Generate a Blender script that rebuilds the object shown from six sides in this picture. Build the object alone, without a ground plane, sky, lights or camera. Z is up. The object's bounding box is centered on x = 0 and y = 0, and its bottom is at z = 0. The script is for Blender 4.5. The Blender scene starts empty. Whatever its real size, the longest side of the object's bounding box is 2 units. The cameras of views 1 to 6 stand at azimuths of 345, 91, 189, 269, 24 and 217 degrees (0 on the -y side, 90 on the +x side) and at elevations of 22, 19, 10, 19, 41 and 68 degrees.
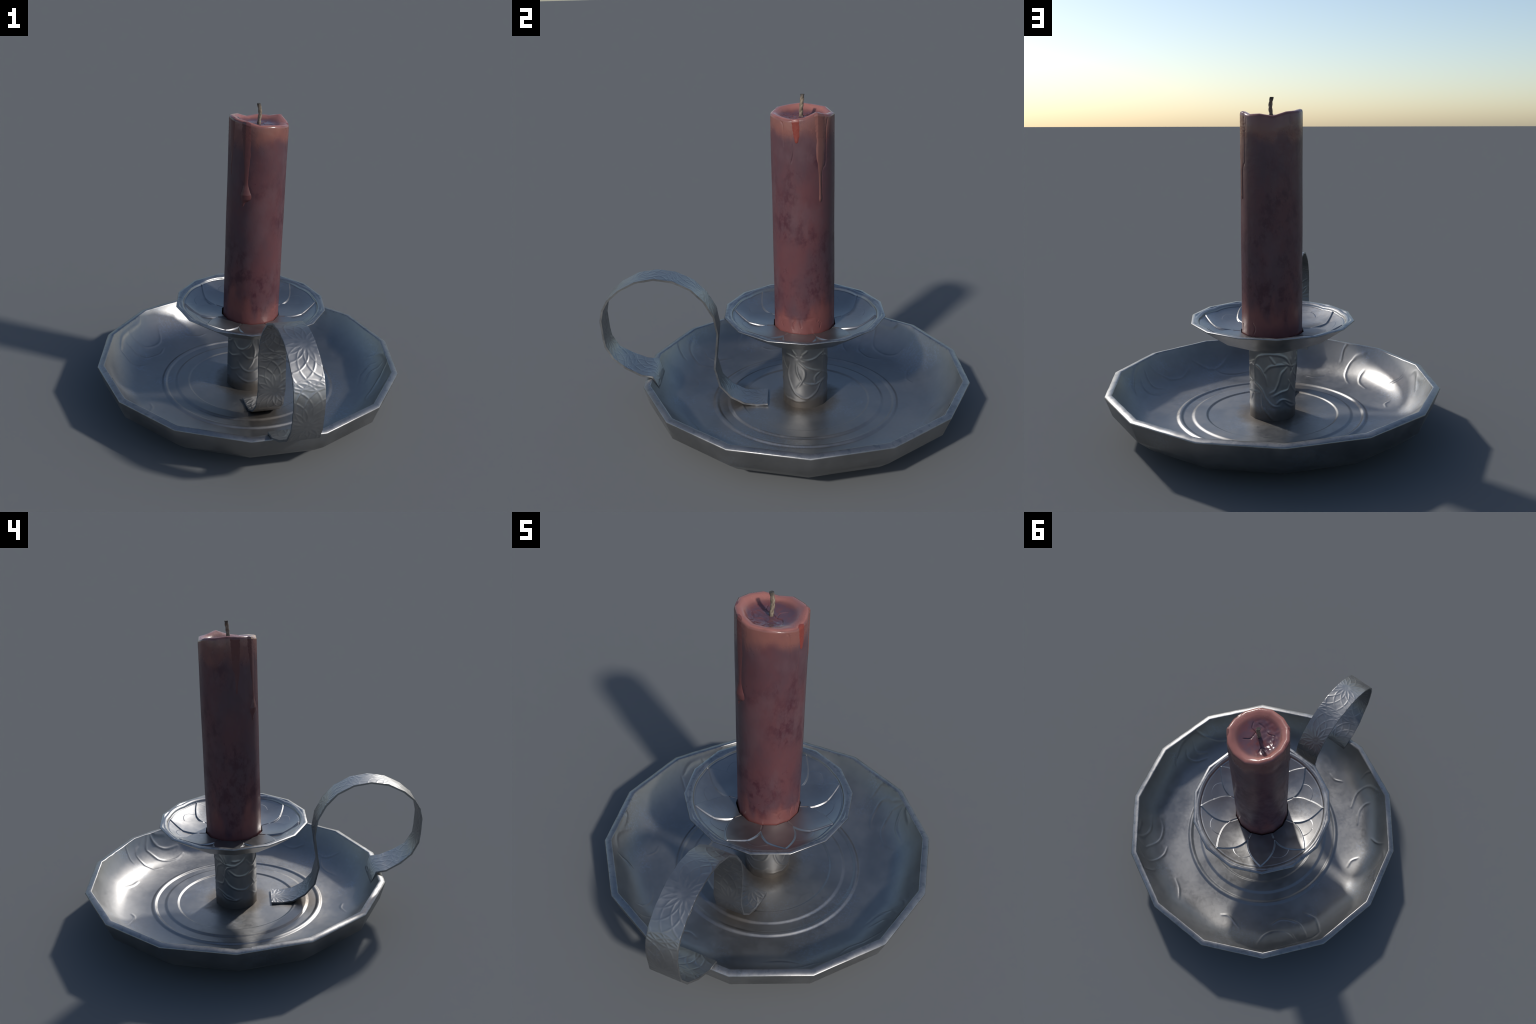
"""A chamber candlestick: round pewter tray with a strap handle, a short stem
carrying a petal-embossed drip pan, and a red wax candle standing in it.
Everything turned is a fourteen-sided lathe shape; the embossing is real relief."""
import bpy
import math
import numpy as np

SIDES = 14
AXIS = np.array([-0.002, 0.1190])          # the turned parts stand on this axis
rng = np.random.default_rng(7)


# ------------------------------------------------------------------ helpers
def smoothstep(a, b, x):
    t = np.clip((x - a) / (b - a), 0.0, 1.0)
    return t * t * (3 - 2 * t)


def spline(points, per=10):
    """Catmull-Rom curve through control points."""
    p = np.array(points, float)
    p = np.vstack([2 * p[0] - p[1], p, 2 * p[-1] - p[-2]])
    out = []
    for i in range(1, len(p) - 2):
        t = np.linspace(0, 1, per, endpoint=False)[:, None]
        a, b, c, d = p[i - 1], p[i], p[i + 1], p[i + 2]
        out.append(0.5 * (2 * b + (c - a) * t + (2 * a - 5 * b + 4 * c - d) * t ** 2
                          + (3 * b - a - 3 * c + d) * t ** 3))
    return np.vstack(out + [p[-2:-1]])


def ridge(X, Y, points, width, height, taper=0.25, per=8):
    """Raised cord of rounded section along a spline in a flat chart."""
    h = np.zeros_like(X)
    c = spline(points, per)
    m = 3.0 * width
    box = ((X > c[:, 0].min() - m) & (X < c[:, 0].max() + m)
           & (Y > c[:, 1].min() - m) & (Y < c[:, 1].max() + m))
    if not box.any():
        return h
    x, y = X[box], Y[box]
    best = np.full(x.shape, 1e9)
    along = np.zeros(x.shape)
    n = len(c) - 1
    for i in range(n):
        d = c[i + 1] - c[i]
        L = d @ d + 1e-12
        t = np.clip(((x - c[i, 0]) * d[0] + (y - c[i, 1]) * d[1]) / L, 0, 1)
        e = (x - c[i, 0] - t * d[0]) ** 2 + (y - c[i, 1] - t * d[1]) ** 2
        k = e < best
        best[k] = e[k]
        along[k] = (i + t[k]) / n
    fade = np.clip(np.minimum(along, 1 - along) / max(taper, 1e-3), 0, 1) ** 0.6
    h[box] = height * (0.35 + 0.65 * fade) * np.exp(-best / width ** 2)
    return h


def rings(profile):
    """Control net of a turned part: one row of corners per (radius, height)."""
    a = np.arange(SIDES) * 2 * math.pi / SIDES
    return np.array([[(AXIS[0] + r * math.cos(t), AXIS[1] + r * math.sin(t), z) for t in a]
                     for r, z in profile])


def net_normals(net, closed, sign):
    """Smooth corner normals of a control net, weighted by face area."""
    acc = np.zeros_like(net)
    nr, nc = net.shape[:2]
    for i in range(nr - 1):
        for j in range(nc if closed else nc - 1):
            j2 = (j + 1) % nc
            q = [(i, j), (i, j2), (i + 1, j2), (i + 1, j)]
            n = np.cross(net[q[2]] - net[q[0]], net[q[3]] - net[q[1]]) * sign
            n = n / (np.linalg.norm(n) + 1e-12)
            for k in q:
                acc[k] += n
    return acc / (np.linalg.norm(acc, axis=2, keepdims=True) + 1e-12)


class Shell:
    """Collects patches (fine grids over a coarse control net) into one mesh."""

    def __init__(self):
        self.co, self.no, self.faces, self.size = [], [], [], 0

    def patch(self, net, sub_r, sub_c, closed=True, sign=1, relief=None, normals=None, gain=1.0):
        net = np.asarray(net, float)
        N0 = net_normals(net, closed, sign) if normals is None else normals
        nr, nc = net.shape[:2]
        if np.isscalar(sub_r):
            sub_r = [sub_r] * (nr - 1)
        rows = np.concatenate([i + np.arange(s) / s for i, s in enumerate(sub_r)] + [[nr - 1.0]])
        spans = nc if closed else nc - 1
        if np.isscalar(sub_c):
            sub_c = [sub_c] * spans
        cols = np.concatenate([j + np.arange(s) / s for j, s in enumerate(sub_c)]
                              + ([] if closed else [[nc - 1.0]]))
        i0 = np.minimum(rows.astype(int), nr - 2)
        fr = (rows - i0)[:, None, None]
        j0 = cols.astype(int) if closed else np.minimum(cols.astype(int), nc - 2)
        j1 = (j0 + 1) % nc
        fc = (cols - j0)[None, :, None]

        def mix(A):
            a = A[i0] * (1 - fr) + A[i0 + 1] * fr
            return a[:, j0] * (1 - fc) + a[:, j1] * fc
        P, N = mix(net), mix(N0)
        N /= np.linalg.norm(N, axis=2, keepdims=True)
        if relief is not None:
            U, V = np.broadcast_arrays(rows[:, None], cols[None, :])
            h = relief(P, U, V)

            def dcol(A):
                if closed:
                    return (np.roll(A, -1, 1) - np.roll(A, 1, 1)) / 2
                return np.gradient(A, axis=1)
            Pu, Pv, hu, hv = np.gradient(P, axis=0), dcol(P), np.gradient(h, axis=0), dcol(h)
            E, F, G = (Pu * Pu).sum(2), (Pu * Pv).sum(2), (Pv * Pv).sum(2)
            D = np.maximum(E * G - F * F, 1e-16)
            a, b = (G * hu - F * hv) / D, (E * hv - F * hu) / D
            slope = a[..., None] * Pu + b[..., None] * Pv
            P = P + h[..., None] * N
            N = N - gain * slope
            N /= np.linalg.norm(N, axis=2, keepdims=True)
        R, C = P.shape[:2]
        idx = np.arange(R * C).reshape(R, C) + self.size
        nxt = np.roll(idx, -1, 1) if closed else idx[:, 1:]
        cur = idx if closed else idx[:, :-1]
        f = np.stack([cur[:-1], nxt[:-1], nxt[1:], cur[1:]], -1).reshape(-1, 4)
        if sign < 0:
            f = f[:, ::-1]
        self.co.append(P.reshape(-1, 3))
        self.no.append(N.reshape(-1, 3))
        self.faces.append(f)
        self.size += R * C
        return P, N

    def cap(self, ring, up):
        """Flat fan over a ring of points."""
        ring = np.asarray(ring, float)
        n = len(ring)
        self.co.append(np.vstack([ring, ring.mean(0)]))
        self.no.append(np.tile([0, 0, up], (n + 1, 1)).astype(float))
        k = np.arange(n) + self.size
        tri = np.stack([k, np.roll(k, -1), np.full(n, n + self.size)], -1)
        if up < 0:
            tri = tri[:, ::-1]
        self.faces.append(tri)
        self.size += n + 1

    def build(self, name, material, parent):
        co, no = np.vstack(self.co), np.vstack(self.no)
        me = bpy.data.meshes.new(name)
        loops = np.concatenate([f.ravel() for f in self.faces]).astype(np.int32)
        sizes = np.concatenate([np.full(len(f), f.shape[1]) for f in self.faces])
        starts = np.concatenate([[0], np.cumsum(sizes)[:-1]]).astype(np.int32)
        me.vertices.add(len(co))
        me.vertices.foreach_set("co", co.astype(np.float32).ravel())
        me.loops.add(len(loops))
        me.loops.foreach_set("vertex_index", loops)
        me.polygons.add(len(sizes))
        me.polygons.foreach_set("loop_start", starts)
        me.polygons.foreach_set("use_smooth", np.ones(len(sizes), bool))
        me.update(calc_edges=True)
        me.validate()
        me.normals_split_custom_set_from_vertices(no.astype(np.float32))
        me.materials.append(material)
        ob = bpy.data.objects.new(name, me)
        bpy.context.scene.collection.objects.link(ob)
        ob.parent = parent
        ob.matrix_parent_inverse = parent.matrix_world.inverted()
        return ob


def thing(name, location, label, category):
    e = bpy.data.objects.new(name, None)
    e.location = location
    e.empty_display_size = 0.1
    e["label"], e["category"] = label, category
    bpy.context.scene.collection.objects.link(e)
    bpy.context.view_layer.update()
    return e


# ---------------------------------------------------------------- materials
class Nodes:
    def __init__(self, name):
        self.mat = bpy.data.materials.new(name)
        self.mat.use_nodes = True
        self.t = self.mat.node_tree
        self.bsdf = self.t.nodes["Principled BSDF"]
        self.obj = self.t.nodes.new("ShaderNodeTexCoord").outputs["Object"]
        self.xyz = self.t.nodes.new("ShaderNodeSeparateXYZ")
        self.link(self.obj, self.xyz.inputs[0])

    def link(self, a, b):
        self.t.links.new(a, b)

    def put(self, socket, v):
        if isinstance(v, (int, float, tuple, list)):
            socket.default_value = v
        else:
            self.link(v, socket)

    def mapped(self, scale, loc=(0, 0, 0)):
        m = self.t.nodes.new("ShaderNodeMapping")
        m.inputs["Scale"].default_value = scale
        m.inputs["Location"].default_value = loc
        self.link(self.obj, m.inputs["Vector"])
        return m.outputs[0]

    def noise(self, scale, detail=4, rough=0.55, vector=None, distortion=0.0):
        n = self.t.nodes.new("ShaderNodeTexNoise")
        n.inputs["Scale"].default_value = scale
        n.inputs["Detail"].default_value = detail
        n.inputs["Roughness"].default_value = rough
        n.inputs["Distortion"].default_value = distortion
        self.link(vector if vector is not None else self.obj, n.inputs["Vector"])
        return n.outputs["Fac"]

    def step(self, v, a, b, lo=0.0, hi=1.0):
        n = self.t.nodes.new("ShaderNodeMapRange")
        n.interpolation_type = 'SMOOTHSTEP'
        self.put(n.inputs["Value"], v)
        for k, x in zip(("From Min", "From Max", "To Min", "To Max"), (a, b, lo, hi)):
            n.inputs[k].default_value = x
        return n.outputs[0]

    def math(self, op, a, b=0.0, clamp=False):
        n = self.t.nodes.new("ShaderNodeMath")
        n.operation, n.use_clamp = op, clamp
        self.put(n.inputs[0], a)
        self.put(n.inputs[1], b)
        return n.outputs[0]

    def mix(self, fac, a, b, blend='MIX'):
        n = self.t.nodes.new("ShaderNodeMix")
        n.data_type, n.blend_type = 'RGBA', blend
        self.put(n.inputs[0], fac)
        for s, v in ((n.inputs[6], a), (n.inputs[7], b)):
            self.put(s, (*v, 1.0) if isinstance(v, tuple) and len(v) == 3 else v)
        return n.outputs[2]

    def bump(self, height, strength, distance):
        n = self.t.nodes.new("ShaderNodeBump")
        n.inputs["Strength"].default_value = strength
        n.inputs["Distance"].default_value = distance
        self.link(height, n.inputs["Height"])
        self.link(n.outputs[0], self.bsdf.inputs["Normal"])

    def radius(self):
        x = self.math('SUBTRACT', self.xyz.outputs[0], float(AXIS[0]))
        y = self.math('SUBTRACT', self.xyz.outputs[1], float(AXIS[1]))
        return self.math('SQRT', self.math('ADD', self.math('MULTIPLY', x, x), self.math('MULTIPLY', y, y)))


PEWTER = (0.255, 0.253, 0.252)
METAL = 0.92


def pewter(name, base=PEWTER, rough=0.42, grime=False, worn_rim=None):
    m = Nodes(name)
    cloud = m.noise(5.0, 6, 0.6)
    fine = m.noise(55.0, 5, 0.65)
    tone = m.mix(m.step(cloud, 0.32, 0.68), tuple(0.94 * c for c in base), tuple(1.10 * c for c in base))
    tone = m.mix(m.step(fine, 0.60, 0.80, 0, 0.20), tone, tuple(0.78 * c for c in base))
    # pale bluish bloom in patches
    bloom = m.math('MULTIPLY', m.step(m.noise(3.2, 3), 0.54, 0.66), m.step(m.noise(70.0, 6, 0.75), 0.45, 0.62), True)
    tone = m.mix(m.math('MULTIPLY', bloom, 0.45), tone, (0.30, 0.34, 0.40))
    roughness = m.math('ADD', m.step(cloud, 0.3, 0.7, -0.06, 0.06), m.step(fine, 0.35, 0.7, rough - 0.02, rough + 0.04))
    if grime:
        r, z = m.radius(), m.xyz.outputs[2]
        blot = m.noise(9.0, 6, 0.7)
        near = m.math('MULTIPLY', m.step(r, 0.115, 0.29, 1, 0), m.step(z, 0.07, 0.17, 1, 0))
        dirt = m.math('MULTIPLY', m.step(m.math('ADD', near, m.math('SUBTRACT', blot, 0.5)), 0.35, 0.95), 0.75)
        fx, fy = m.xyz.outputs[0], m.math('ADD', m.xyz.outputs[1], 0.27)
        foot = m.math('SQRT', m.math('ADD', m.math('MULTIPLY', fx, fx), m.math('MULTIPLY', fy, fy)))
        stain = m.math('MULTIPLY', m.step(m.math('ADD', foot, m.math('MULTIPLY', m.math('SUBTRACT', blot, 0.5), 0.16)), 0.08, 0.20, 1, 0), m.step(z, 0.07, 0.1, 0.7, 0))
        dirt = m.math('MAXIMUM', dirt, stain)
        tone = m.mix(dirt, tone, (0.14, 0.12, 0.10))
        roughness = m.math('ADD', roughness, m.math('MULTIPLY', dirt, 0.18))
    if worn_rim:
        z = m.xyz.outputs[2]
        on = m.math('MULTIPLY', m.step(z, worn_rim - 0.012, worn_rim - 0.004), m.step(m.noise(38.0, 4, 0.6), 0.5, 0.66))
        tone = m.mix(m.math('MULTIPLY', on, 0.55), tone, (0.15, 0.16, 0.175))
    m.link(tone, m.bsdf.inputs["Base Color"])
    m.link(roughness, m.bsdf.inputs["Roughness"])
    m.bsdf.inputs["Metallic"].default_value = METAL
    m.bump(m.math('ADD', m.math('MULTIPLY', fine, 0.6), m.noise(14.0, 3)), 0.05, 0.004)
    return m.mat


def wax(name, tint=None, amount=0.0):
    m = Nodes(name)
    z = m.xyz.outputs[2]
    body, rosy, pale, dark = (0.074, 0.038, 0.047), (0.098, 0.037, 0.042), (0.190, 0.076, 0.062), (0.046, 0.011, 0.019)
    soft = m.noise(5.0, 4, 0.6, m.mapped((1, 1, 0.55)))
    tone = m.mix(m.step(soft, 0.35, 0.65), body, rosy)
    # stained blotches, stronger toward the foot
    blotch = m.noise(17.0, 7, 0.72, m.mapped((1, 1, 0.7), (3, 1, 0)))
    where = m.math('ADD', m.noise(4.2, 2, 0.5, m.mapped((1, 1, 0.8), (7, 2, 5))), m.step(z, 0.62, 1.25, 0.16, -0.03))
    stain = m.math('MULTIPLY', m.step(blotch, 0.45, 0.62), m.step(where, 0.38, 0.62))
    tone = m.mix(m.math('MULTIPLY', stain, 0.80), tone, dark)
    speck = m.math('MULTIPLY', m.step(m.noise(48.0, 3, 0.6, m.mapped((1, 1, 0.5), (2, 4, 9))), 0.62, 0.70), m.step(where, 0.40, 0.60))
    tone = m.mix(m.math('MULTIPLY', speck, 0.55), tone, dark)
    veil = m.step(m.noise(9.0, 4, 0.6, m.mapped((1, 1, 0.5), (9, 3, 3))), 0.50, 0.66)
    tone = m.mix(m.math('MULTIPLY', veil, 0.45), tone, (0.105, 0.058, 0.066))
    # clean, re-melted wax: a band under the rim and tongues at the foot
    wob = m.math('MULTIPLY', m.math('SUBTRACT', m.noise(7.5, 3, 0.5, m.mapped((1, 1, 0.35), (1, 5, 2))), 0.5), 0.26)
    top = m.math('MULTIPLY', m.step(m.math('ADD', z, wob), 1.53, 1.595), m.step(m.noise(6.0, 4, 0.6, m.mapped((1, 1, 0.6), (4, 8, 1))), 0.34, 0.58, 0.45, 1.0))
    foot = m.math('MULTIPLY', m.step(m.math('ADD', z, m.math('MULTIPLY', wob, 2.6)), 0.60, 0.72, 1, 0), 0.72)
    tone = m.mix(m.math('MULTIPLY', top, 0.85), tone, pale)
    tone = m.mix(foot, tone, (0.180, 0.060, 0.052))
    # the pool: dull mauve skin inside the rim
    r = m.radius()
    pool = m.math('MULTIPLY', m.step(m.math('ADD', r, m.math('MULTIPLY', wob, 0.04)), 0.094, 0.122, 1, 0), m.step(z, 1.60, 1.62))
    skin = m.mix(m.step(m.noise(22.0, 4, 0.6), 0.4, 0.65), (0.085, 0.045, 0.060), (0.12, 0.042, 0.045))
    tone = m.mix(m.math('MULTIPLY', pool, 0.92), tone, skin)
    lip = m.math('MULTIPLY', m.math('MULTIPLY', m.step(r, 0.108, 0.128), m.step(r, 0.154, 0.1635, 1, 0)), m.step(z, 1.64, 1.66))
    tone = m.mix(m.math('MULTIPLY', lip, 0.8), tone, (0.300, 0.120, 0.100))  # rim crest painted paler to show the skylight falling on it
    if tint:
        tone = m.mix(amount, tone, tint)
    m.link(tone, m.bsdf.inputs["Base Color"])
    m.put(m.bsdf.inputs["Roughness"], m.math('SUBTRACT', m.step(m.math('ADD', blotch, m.math('MULTIPLY', top, -0.35)), 0.1, 0.7, 0.22, 0.42), m.math('MULTIPLY', pool, 0.10)))
    m.bsdf.inputs["Subsurface Weight"].default_value = 0.0
    m.bsdf.inputs["IOR"].default_value = 1.45
    m.bump(m.math('ADD', m.noise(26.0, 5, 0.6), m.math('MULTIPLY', m.noise(8.0, 2), 1.5)), 0.12, 0.01)
    return m.mat


def wick_cotton():
    m = Nodes("braided_cotton")
    z = m.xyz.outputs[2]
    burn = m.step(m.math('ADD', z, m.math('MULTIPLY', m.noise(60.0, 3), 0.02)), 1.752, 1.785)
    fibre = m.noise(160.0, 3, 0.6, m.mapped((1, 1, 0.3)))
    tone = m.mix(m.step(fibre, 0.35, 0.65), (0.12, 0.09, 0.062), (0.24, 0.19, 0.14))
    tone = m.mix(burn, tone, (0.02, 0.02, 0.02))
    m.link(tone, m.bsdf.inputs["Base Color"])
    m.bsdf.inputs["Roughness"].default_value = 0.85
    return m.mat


# ----------------------------------------------------------- candlestick: tray
holder = thing("chamber_candlestick", (AXIS[0], AXIS[1], 0.0),
               "low pewter chamber candlestick with embossed strap handle", "candlestick")

# embossed cords on the bowl of the tray: (bearing in degrees, radius)
TRAY_CORDS = [
    [(67.9, .685), (73.4, .697), (78.8, .740)],
    [(48.0, .674), (52.7, .710), (55.5, .786), (54.0, .824), (47.0, .854)],
    [(30.5, .726), (36.6, .698), (43.7, .718), (47.7, .79), (48.1, .816), (45.0, .850)],
    [(31.5, .776), (38.9, .775), (43.1, .815), (43.8, .842)],
    [(36.2, .829), (40.7, .838), (42.5, .850)],
    [(60.4, .786), (60.3, .814), (59.2, .844), (56.3, .855)],
    [(102.9, .646), (108.0, .638), (115.7, .699)],
    [(133.6, .655), (140.0, .633), (147.5, .675), (149.4, .72), (149.4, .805)],
    [(126.0, .79), (129.3, .727), (135.0, .705), (141.9, .735), (144.5, .825)],
    [(144.6, .829), (150.7, .832), (155.2, .816)],
    [(144.4, .828), (136.9, .830), (134.3, .844)],
    [(154.0, .641), (158.1, .714), (156.0, .813)],
    [(234.0, .654), (239.9, .715), (240.9, .770), (239.4, .811), (235.0, .837)],
    [(222.5, .667), (229.8, .698), (232.6, .745), (232.4, .775)],
    [(260.1, .650), (255.4, .646), (251.3, .681)],
    [(245.7, .784), (245.9, .826), (243.8, .856)],
    [(213.0, .756), (210.4, .79), (209.3, .826)],
    [(205.7, .838), (202.9, .846), (199.9, .838), (196.5, .818), (192.4, .800)],
    [(199.0, .836), (195.0, .829), (190.8, .837), (189.8, .854)],
    [(194.5, .639), (198.9, .649), (201.8, .688)],
    [(351.0, .807), (353.6, .767), (351.1, .713), (344.5, .688)],
    [(346.2, .820), (347.8, .759), (342.7, .717)],
    [(343.0, .845), (338.0, .79), (329.0, .74), (322.0, .77)],
    [(343.0, .845), (351.0, .838), (358.0, .812), (361.0, .78)],
    [(291.0, .69), (299.0, .675), (306.0, .70), (310.0, .76)],
    [(300.0, .80), (305.0, .76), (312.0, .755), (318.0, .80)],
]


def tray_relief(P, U, V):
    x, y = P[..., 0] - AXIS[0], P[..., 1] - AXIS[1]
    r = np.hypot(x, y)
    # unroll the bowl: stretch radius by the wall's height so that cords keep their width
    h = np.zeros_like(r)
    for cord in TRAY_CORDS:
        pts = [(q * math.cos(math.radians(a)), q * math.sin(math.radians(a))) for a, q in cord]
        h += ridge(x, y, pts, 0.0072, 0.0022)
    h = np.minimum(h, 0.005) * (1 - smoothstep(.846, .858, r))
    # turned steps on the floor: a raised flat and, outside it, a raised bead
    h += 0.0068 * (smoothstep(.350, .366, r) - smoothstep(.424, .446, r))
    h += 0.0080 * (smoothstep(.486, .504, r) - smoothstep(.508, .528, r))
    return h


tray = Shell()
outer = rings([(0.630, 0.0), (0.787, 0.066), (0.868, 0.135), (0.901, 0.233)])
outer[:3, :, 1] -= np.array([0.007, 0.007, 0.006])[:, None]      # the hammered base sits a little toward the handle
tray.patch(outer, 4, 8)
tray.cap(outer[0], -1)
tray.patch(rings([(0.901, 0.233), (0.9042, 0.239), (0.9005, 0.2445), (0.872, 0.2505), (0.867, 0.2495), (0.8645, 0.245)]), 2, 10,
           relief=lambda P, U, V: 0.0009 * np.sin(P[..., 0] * 61 + 3 * np.sin(P[..., 1] * 23)) * np.sin(P[..., 1] * 47 + P[..., 0] * 19)
           * smoothstep(0.0, 1.0, U) * (1 - smoothstep(4.0, 5.0, U)))
inner = rings([(0.8645, 0.245), (0.822, 0.163), (0.757, 0.098), (0.693, 0.064), (0.555, 0.057),
               (0.470, 0.055), (0.330, 0.055), (0.110, 0.055)])
tray.patch(inner, [32, 32, 26, 44, 40, 66, 6], 90, relief=tray_relief)
tray.cap(inner[-1], 1)
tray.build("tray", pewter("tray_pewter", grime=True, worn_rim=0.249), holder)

# ------------------------------------------------------------------ stem
# embossed leaf cords round the stem: (bearing in degrees, height)
STEM_CORDS = [
    [(317, .321), (311, .252), (322, .177), (340, .134), (365, .116), (390, .156), (406, .21), (425, .209)],
    [(337, .332), (339, .275), (351, .214)], [(340, .328), (356, .296), (358, .255), (349, .213), (338, .18)],
    [(303, .373), (323, .366), (339, .36)], [(326, .403), (339, .374)], [(366, .408), (349, .374)],
    [(351, .351), (375, .351), (400, .373), (414, .387)], [(344, .341), (361, .308), (380, .289), (403, .271)],
    [(354, .214), (375, .20), (399, .203), (417, .212)], [(405, .27), (386, .247), (386, .206)],
    [(293, .102), (321, .099), (345, .096), (362, .101)],
    [(50, .284), (51, .349), (59, .401), (81, .423), (108, .425), (133, .402), (149, .353), (160, .287)],
    [(35, .372), (65, .35), (80, .307), (86, .255)], [(78, .322), (92, .357), (111, .366), (142, .364)],
    [(139, .347), (123, .321), (115, .27), (106, .229), (92, .208)],
    [(48, .267), (72, .23), (82, .185), (99, .144), (118, .133)],
    [(108, .149), (125, .171), (149, .148), (178, .116)], [(92, .415), (108, .367)],
    [(99, .192), (123, .215), (142, .222), (149, .262)], [(72, .203), (75, .134), (87, .094), (99, .063)],
    [(188, .344), (157, .326), (149, .262)],
    [(127, .375), (153, .35), (177, .343), (198, .366), (209, .393)],
    [(160, .312), (183, .277), (207, .276), (230, .296)],
    [(144, .272), (162, .213), (188, .184), (210, .183), (234, .209)],
    [(127, .167), (149, .128), (174, .115), (194, .124)], [(150, .398), (155, .351)], [(171, .371), (195, .376)],
    [(212, .37), (224, .34), (240, .335), (256, .36), (266, .40)], [(238, .31), (256, .28), (276, .285), (292, .32)],
    [(226, .25), (244, .20), (268, .19), (288, .215), (298, .26)], [(222, .16), (246, .125), (272, .12), (292, .14)],
    [(262, .40), (272, .33), (268, .26), (256, .21)], [(282, .41), (286, .35), (298, .30), (310, .28)],
]
STEM_R = 0.127


def stem_relief(P, U, V):
    a = np.degrees(np.arctan2(P[..., 1] - 0.119, P[..., 0] - AXIS[0])) % 360
    z, h = P[..., 2], np.zeros(P.shape[:2])
    k = STEM_R * math.pi / 180
    for cord in STEM_CORDS:
        for turn in (-360, 0, 360):
            h = np.maximum(h, ridge(a * k, z, [((b + turn) * k, q) for b, q in cord], 0.0070, 0.0027))
    return h * (1 - smoothstep(.425, .44, z)) * smoothstep(.052, .07, z)


stem = Shell()
net = rings([(0.1262, 0.052), (0.1270, 0.25), (0.1285, 0.445)]) + np.array([0, 0.119 - AXIS[1], 0])
stem.patch(net, 80, 30, relief=stem_relief)
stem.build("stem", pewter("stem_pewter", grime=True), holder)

# -------------------------------------------------------------- drip pan
PETAL_TURN = -7.9


def petal_half_width(r):
    t = np.clip((r - 0.232) / (0.391 - 0.232), 0, 1)
    return 0.087 * np.maximum(1 - t ** 1.85, 0)


def pan_relief(P, U, V):
    x, y = P[..., 0] - AXIS[0], P[..., 1] - AXIS[1]
    r = np.hypot(x, y)
    a = np.degrees(np.arctan2(y, x))

    def whorl(turn, half, tip, soft):
        d = (a - turn + 22.5) % 45 - 22.5                      # bearing from the nearest petal's rib
        across = np.abs(r * np.sin(np.radians(d)))
        along = r * np.cos(np.radians(d))
        edge = half(along) - across
        return smoothstep(-soft, soft, edge) * (along < tip), across, d
    front, across, d = whorl(PETAL_TURN, petal_half_width, 0.394, 0.0038)
    back, _, _ = whorl(PETAL_TURN + 22.5, lambda q: 0.072 * np.sqrt(np.maximum(1 - (np.clip(q - 0.27, 0, 1) / 0.078) ** 2, 0)), 0.352, 0.004)
    cup = np.clip(across / 0.085, 0, 1) ** 2                       # petals are faintly cupped, highest at their edges
    h = (0.0062 + 0.0036 * cup) * front + 0.0012 * back * (1 - front)
    # overlapping petals: a fine seam where neighbours meet near the hole
    seam = r * np.sin(np.radians(22.5 - np.abs(d)))
    h -= 0.0040 * np.exp(-(seam / 0.0035) ** 2) * (1 - smoothstep(.205, .222, r))
    # bead circle inside the rim
    h += 0.0050 * (smoothstep(.392, .401, r) - smoothstep(.408, .420, r))
    h -= 0.0025 * np.exp(-((r - .390) / .0035) ** 2)
    return h


pan = Shell()
pan.patch(rings([(0.124, 0.432), (0.310, 0.503), (0.4360, 0.5895)]), 5, 8)
pan.patch(rings([(0.4360, 0.5895), (0.4450, 0.5945), (0.4420, 0.5985), (0.428, 0.5988)]), 3, 8)
pan.patch(rings([(0.428, 0.5988), (0.312, 0.535), (0.1735, 0.520)]), [80, 74], 84, relief=pan_relief)
pan.patch(rings([(0.1735, 0.520), (0.1715, 0.516), (0.1700, 0.455)]), 2, 6)
pan.cap(rings([(0.1700, 0.455)])[0], 1)
pan.build("drip_pan", pewter("pan_pewter", base=tuple(1.1 * c for c in PEWTER), rough=0.36, worn_rim=0.5985), holder)

# ---------------------------------------------------------------- handle
# spine of the strap (y, z, half width), from the tab inside the tray's rim, round the loop, to the foot
STRAP = [(-.697, .182, .104), (-.725, .260, .112), (-.784, .267, .108), (-.870, .309, .098), (-.938, .358, .083), (-.980, .432, .079),
         (-.988, .487, .078), (-.9935, .582, .078), (-.980, .645, .078), (-.947, .701, .078), (-.885, .756, .078), (-.791, .804, .078),
         (-.691, .820, .078), (-.589, .804, .078), (-.495, .756, .078), (-.427, .685, .078), (-.378, .596, .078),
         (-.361, .495, .078), (-.373, .378, .078), (-.383, .288, .078), (-.357, .178, .079), (-.298, .110, .080),
         (-.225, .070, .083), (-.157, .061, .085), (-.094, .066, .087)]
THICK = 0.010
spine = np.array(STRAP)
steps = np.hypot(*np.diff(spine[:, :2], axis=0).T)
length = np.concatenate([[0], np.cumsum(steps)])
tang = np.zeros((len(spine), 2))
unit = np.diff(spine[:, :2], axis=0) / steps[:, None]
tang[0], tang[-1], tang[1:-1] = unit[0], unit[-1], unit[:-1] + unit[1:]
tang /= np.linalg.norm(tang, axis=1, keepdims=True)
side = np.stack([tang[:, 1] * -1, tang[:, 0]], 1)            # left of the run: inside of the loop is +
turn = np.ones(len(spine))
turn[1:-1] = 1 / np.maximum((unit[:-1] * tang[1:-1]).sum(1), 0.6)


lean = smoothstep(0.25, 0.5, length) * (1 - smoothstep(1.5, 1.75, length))


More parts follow.
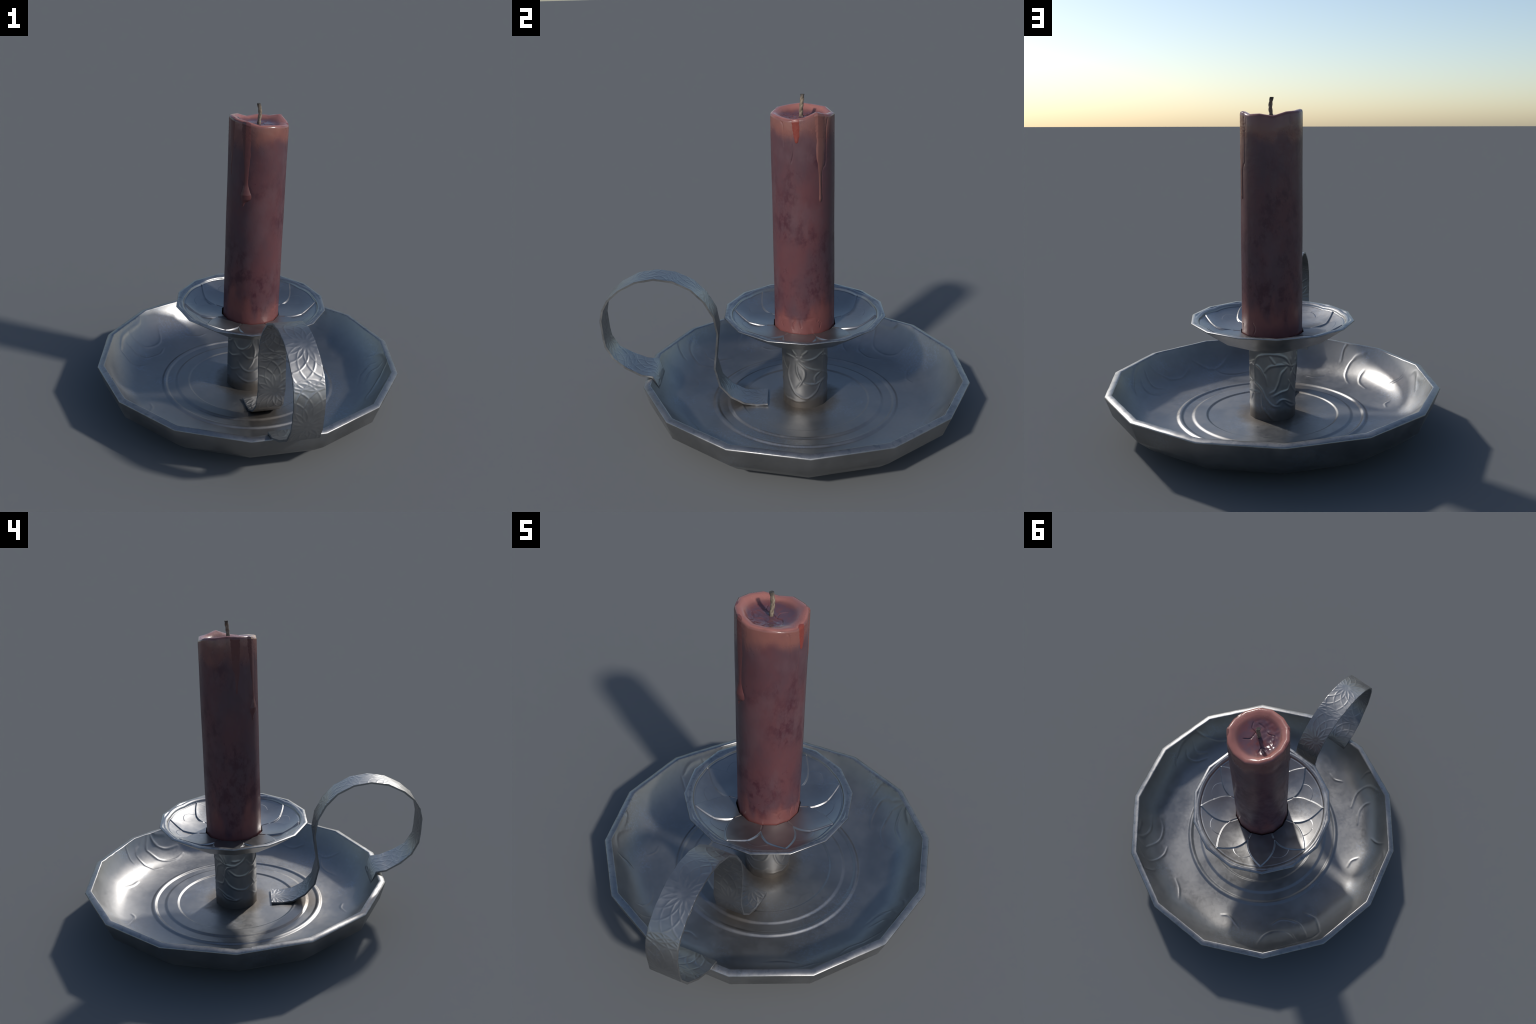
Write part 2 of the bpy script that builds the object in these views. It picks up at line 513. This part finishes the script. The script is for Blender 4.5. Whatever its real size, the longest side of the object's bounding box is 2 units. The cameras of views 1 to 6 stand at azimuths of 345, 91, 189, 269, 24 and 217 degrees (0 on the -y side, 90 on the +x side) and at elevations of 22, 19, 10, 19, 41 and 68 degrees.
def strap_face(s):
    off = spine[:, :2] + lean[:, None] * np.array([0.003, 0.000]) + s * (THICK / 2) * turn[:, None] * side
    return np.array([[(0.004 + k * w, q[0], q[1]) for k in (-1, 1)] for q, w in zip(off, spine[:, 2])])


ROSETTES = [(0.02, 0.0), (0.44, 0.0), (0.86, 0.026), (1.28, -0.02), (1.70, 0.02), (2.10, 0.0)]


def strap_relief(P, U, V):
    i = np.minimum(U.astype(int), len(spine) - 2)
    s = length[i] + (U - i) * steps[i]
    x, h = P[..., 0], np.zeros(P.shape[:2])
    for s0, x0 in ROSETTES:                                     # guilloche: fourteen circles through one centre
        u, v = s - s0, x - x0
        rad = np.hypot(u, v)
        near = rad < 0.26
        for k in range(14):
            t = 2 * math.pi * k / 14 + s0
            d = np.hypot(u[near] - 0.118 * math.cos(t), v[near] - 0.118 * math.sin(t)) - 0.118
            h[near] = np.maximum(h[near], 0.0015 * np.exp(-(d / 0.0046) ** 2) * smoothstep(0.004, 0.03, rad[near]))
        h[near] = np.maximum(h[near], 0.0009 * np.exp(-(rad[near] / 0.014) ** 2))
    inset = 0.5 * np.abs(np.abs(V - 0.5) - 0.5)
    worn = 0.70 + 0.30 * np.sin(s * 13 + 1.0 + 9 * x) * np.sin(x * 31 + s * 5)
    return h * worn * smoothstep(0, 0.012, inset) + 0.0006 * np.sin(s * 31) * np.sin(s * 17 + x * 20)


strap = Shell()
outer_net, inner_net = strap_face(-1), strap_face(1)
sub = [max(4, int(round(q / 0.0032))) for q in steps]
strap.patch(outer_net, sub, 56, closed=False, sign=-1, relief=strap_relief)
strap.patch(inner_net, sub, 56, closed=False, sign=1, relief=strap_relief)
for k, sg in ((0, 1), (1, -1)):
    strap.patch(np.stack([outer_net[:, k], inner_net[:, k]], 1), [6] * len(steps), 2, closed=False, sign=sg,
                relief=lambda P, U, V: 0.0010 * np.sin(U * 23.0) * np.sin(U * 9.1 + 1))
for e, sg in ((0, -1), (-1, 1)):
    strap.patch(np.stack([outer_net[e], inner_net[e]], 0), 1, 1, closed=False, sign=sg)
strap.build("handle", pewter("handle_pewter", base=tuple(1.05 * c for c in PEWTER), rough=0.40), holder)

# ------------------------------------------------------------------ candle
candle = thing("red_candle", (AXIS[0], AXIS[1], 0.457), "used dull red wax candle with runs and a bent wick", "candle")
WAX_R = 0.1655
WAX_X, WAX_Y = 0.000, 0.1190
# height of the melted rim over each of the fourteen edges (bearing 0, 25.7, 51.4 ...)
CREST = [1.671, 1.696, 1.680, 1.682, 1.671, 1.692, 1.698, 1.707, 1.701, 1.696, 1.680, 1.681, 1.674, 1.664]


def crest_rows():
    a = np.arange(SIDES) * 2 * math.pi / SIDES
    c = np.array(CREST)

    def row(r, z):
        return np.stack([WAX_X + r * np.cos(a), WAX_Y + r * np.sin(a), np.broadcast_to(z, a.shape)], 1)
    flow = [row(WAX_R, 0.457), row(WAX_R, 0.50), row(WAX_R, 0.9), row(WAX_R, 1.3), row(WAX_R, c - 0.10), row(WAX_R, c - 0.015),
            row(WAX_R - 0.003, c - 0.004), row(WAX_R - 0.014, c), row(WAX_R - 0.030, c - 0.003), row(WAX_R - 0.046, 0.40 * c + 0.60 * 1.660),
            row(WAX_R - 0.062, 1.659), row(0.060, 1.657), row(0.010, 1.656)]
    return np.array(flow)


CRACKS = [[(47, 1.66), (44, 1.60), (43, 1.50), (42, 1.437), (36, 1.417), (33.5, 1.38), (33, 1.25)],
          [(317, 1.655), (322, 1.64), (323, 1.60), (324, 1.53)],
          [(340, 1.545), (342, 1.50), (338, 1.45)],
          [(300, .60), (322, .612), (345, .603), (4, .612), (24, .606)], [(318, .60), (312, .575), (316, .555)],
          [(342, .60), (336, .575), (338, .55)], [(22, .60), (30, .58), (28, .555)], [(350, .60), (353, .56)], [(60, .60), (66, .57), (62, .54)]]
POOL_CRACKS = [[(-.075, .03), (-.045, .035), (-.02, .02), (0, .01), (.03, -.012), (.06, -.02), (.075, -.05)],
               [(-.06, -.055), (-.02, -.045), (.01, -.06), (.05, -.062)], [(.03, -.012), (.03, .03), (.06, .055)],
               [(-.045, .035), (-.05, .07)], [(-.09, -.01), (-.06, -.055)]]


def wax_relief(P, U, V):
    x, y, z = P[..., 0] - AXIS[0], P[..., 1] - AXIS[1], P[..., 2]
    a = np.degrees(np.arctan2(y, x)) % 360
    k = WAX_R * math.pi / 180
    wall = U < 6.0
    h = np.zeros(P.shape[:2])
    for c in CRACKS:
        pts = np.array([((b + 180) % 360 - 180, q) for b, q in c])
        pts = [(b * k, q) for b, q in pts]
        w = (a + 180) % 360 - 180
        h -= ridge(np.where(wall, w * k, 9.0), z, pts, 0.0028, 0.0028, 0.1)
    for c in POOL_CRACKS:
        h -= ridge(np.where(U > 8.6, x, 9.0), y, c, 0.003, 0.004, 0.1)
    # puckered skin on the pool and slight sag of the wall
    pool = smoothstep(9.0, 10.5, U)
    h += pool * 0.0010 * (np.sin(x * 83 + 2.1 * np.sin(y * 47 + 1)) * np.sin(y * 71 + 1.7 * np.sin(x * 59)) + 0.6 * np.sin(x * 171 + y * 90) * np.sin(y * 190 - x * 60)) * smoothstep(-0.06, 0.04, -x - y) * smoothstep(0.012, 0.03, np.hypot(x, y))
    h += np.where(wall, 0.0009 * np.sin(z * 9 + 2 * np.cos(np.radians(a))) * np.sin(np.radians(3 * a) + z * 4), 0)
    h += 0.004 * np.exp(-(np.hypot(x, y - 0.0) / 0.018) ** 2) * (U > 10)
    return h


body = Shell()
net = crest_rows()
WALL_P, WALL_N = body.patch(net, [6, 50, 50, 40, 18, 6, 6, 6, 8, 8, 16, 18], 26, relief=wax_relief)
body.cap(net[0], -1)
body.cap(net[-1], 1)
body.build("wax_body", wax("red_wax"), candle)

# runs of wax on the wall: bearing, half spread in degrees, height along the run, and how proud they stand
RUNS = [
    ("wax_drip", [(232.5, 11, 1.672), (233, 10.5, 1.63), (234.5, 9.0, 1.55), (235.5, 6.8, 1.47), (235.5, 5.0, 1.40), (235.5, 5.0, 1.355),
                  (235.5, 9.0, 1.325), (235.5, 11.5, 1.300), (235.5, 10.5, 1.275), (232, 5.0, 1.255), (229.5, 2.0, 1.228)],
     (0.0020, 0.0025, .0025, .0025, .0025, .004, .009, .0125, .010, .004, .001), "old_run"),
    ("wax_drip", [(346, 8.5, 1.650), (347, 7.6, 1.62), (348, 6.0, 1.585), (348, 4.0, 1.562), (348, 1.6, 1.548)],
     (.002, .002, .0025, .003, .001), "fresh_run"),
    ("wax_drip", [(31, 11.5, 1.672), (32, 11, 1.62), (32, 10.0, 1.54), (31, 10.2, 1.49), (31.5, 8.0, 1.435), (30.5, 4.4, 1.40),
                  (30.5, 3.4, 1.35), (31, 3.0, 1.29), (31, 3.6, 1.262), (31, 1.8, 1.246)],
     (.002, .003, .003, .003, .003, .003, .003, .0035, .004, .001), "pale_run"),
    ("wax_drip", [(195.5, 10.5, 1.688), (196, 9.8, 1.62), (196, 9.0, 1.54), (198, 6.0, 1.50), (196.5, 3.6, 1.45), (196, 2.6, 1.41), (196, 1.2, 1.39)],
     (.002, .002, .002, .002, .002, .002, .001), "old_run"),
]
RUN_WAX = {"old_run": wax("wax_old_run", (0.105, 0.034, 0.033), 0.75), "fresh_run": wax("wax_fresh_run", (0.185, 0.036, 0.026), 0.9),
           "pale_run": wax("wax_pale_run", (0.172, 0.072, 0.060), 0.85)}


WAX_N = net_normals(net, True, 1)


def wax_surface(row, bearing):
    """Point and normal on the wax skin at a net row and a bearing in degrees."""
    col = (np.asarray(bearing) / (360 / SIDES)) % SIDES
    i, j = np.minimum(row.astype(int), len(net) - 2), col.astype(int) % SIDES
    k, fr, fc = (j + 1) % SIDES, (row - i)[..., None], (col - col.astype(int))[..., None]

    def mix(A):
        return (A[i, j] * (1 - fc) + A[i, k] * fc) * (1 - fr) + (A[i + 1, j] * (1 - fc) + A[i + 1, k] * fc) * fr
    n = mix(WAX_N)
    return mix(net), n / np.linalg.norm(n, axis=-1, keepdims=True)


def wall_row(z, bearing):
    """Net row of the wall at a height (the rows from 4 up follow the crest)."""
    col = bearing / (360 / SIDES) % SIDES
    c = np.interp(col, np.arange(SIDES + 1), CREST + CREST[:1])
    return np.interp(z, [0.457, 0.5, 0.9, 1.3, c - 0.10, c - 0.015], [0, 1, 2, 3, 4, 5])


for name, path, proud, kind in RUNS:
    start = path[0]
    pts = [(start[0], start[1] * 0.5, 7.0), (start[0], start[1] * 0.85, 6.5), (start[0], start[1], 6.0), (start[0], start[1], 5.1)]
    pts += [(b, w, wall_row(z, b)) for b, w, z in path[1:]]
    line = spline(pts, 12)
    lift = np.interp(np.linspace(0, 1, len(line)), np.linspace(0, 1, len(proud) + 3), (0.0, 0.0008, 0.0015) + tuple(proud))
    u = np.linspace(-1, 1, 31)
    ragged = 1 + 0.10 * np.sin(line[:, 2:3] * 9 + 2) * np.sin(line[:, 2:3] * 23)
    B = line[:, 0:1] + np.maximum(line[:, 1:2] * ragged, 0.3) * u[None, :]
    Q, n = wax_surface(np.repeat(line[:, 2:3], len(u), 1), B)
    rise = -0.0012 + (lift[:, None] + 0.0012) * np.maximum(1 - np.abs(u) ** 2.4, 0)[None, :]
    rise[-1] = rise[0] = -0.0012
    P = Q + rise[..., None] * n
    run = Shell()
    run.patch(P, 1, 1, closed=False, sign=-1 if np.cross(P[8, 17] - P[7, 16], P[8, 16] - P[7, 17]) @ n[7, 16] < 0 else 1)
    run.build(name, RUN_WAX[kind], candle)

# ------------------------------------------------------------------ wick
path = spline([(0.000, 0.113, 1.645), (0.000, 0.113, 1.672), (0.004, 0.1145, 1.705), (0.003, 0.1175, 1.735), (-0.004, 0.1207, 1.768)], 14)
phi = np.arange(28) * 2 * math.pi / 28
grid = []
for i, c in enumerate(path):
    twist = 2 * math.pi * i / 26
    r = 0.0104 * (0.80 + 0.24 * np.abs(np.cos(phi - twist)))
    grid.append(np.stack([c[0] + r * np.cos(phi), c[1] + r * np.sin(phi), np.full_like(phi, c[2])], 1))
wick = Shell()
wick.patch(np.array(grid), 1, 1)
wick.cap(grid[-1], 1)
wick.build("wick", wick_cotton(), candle)
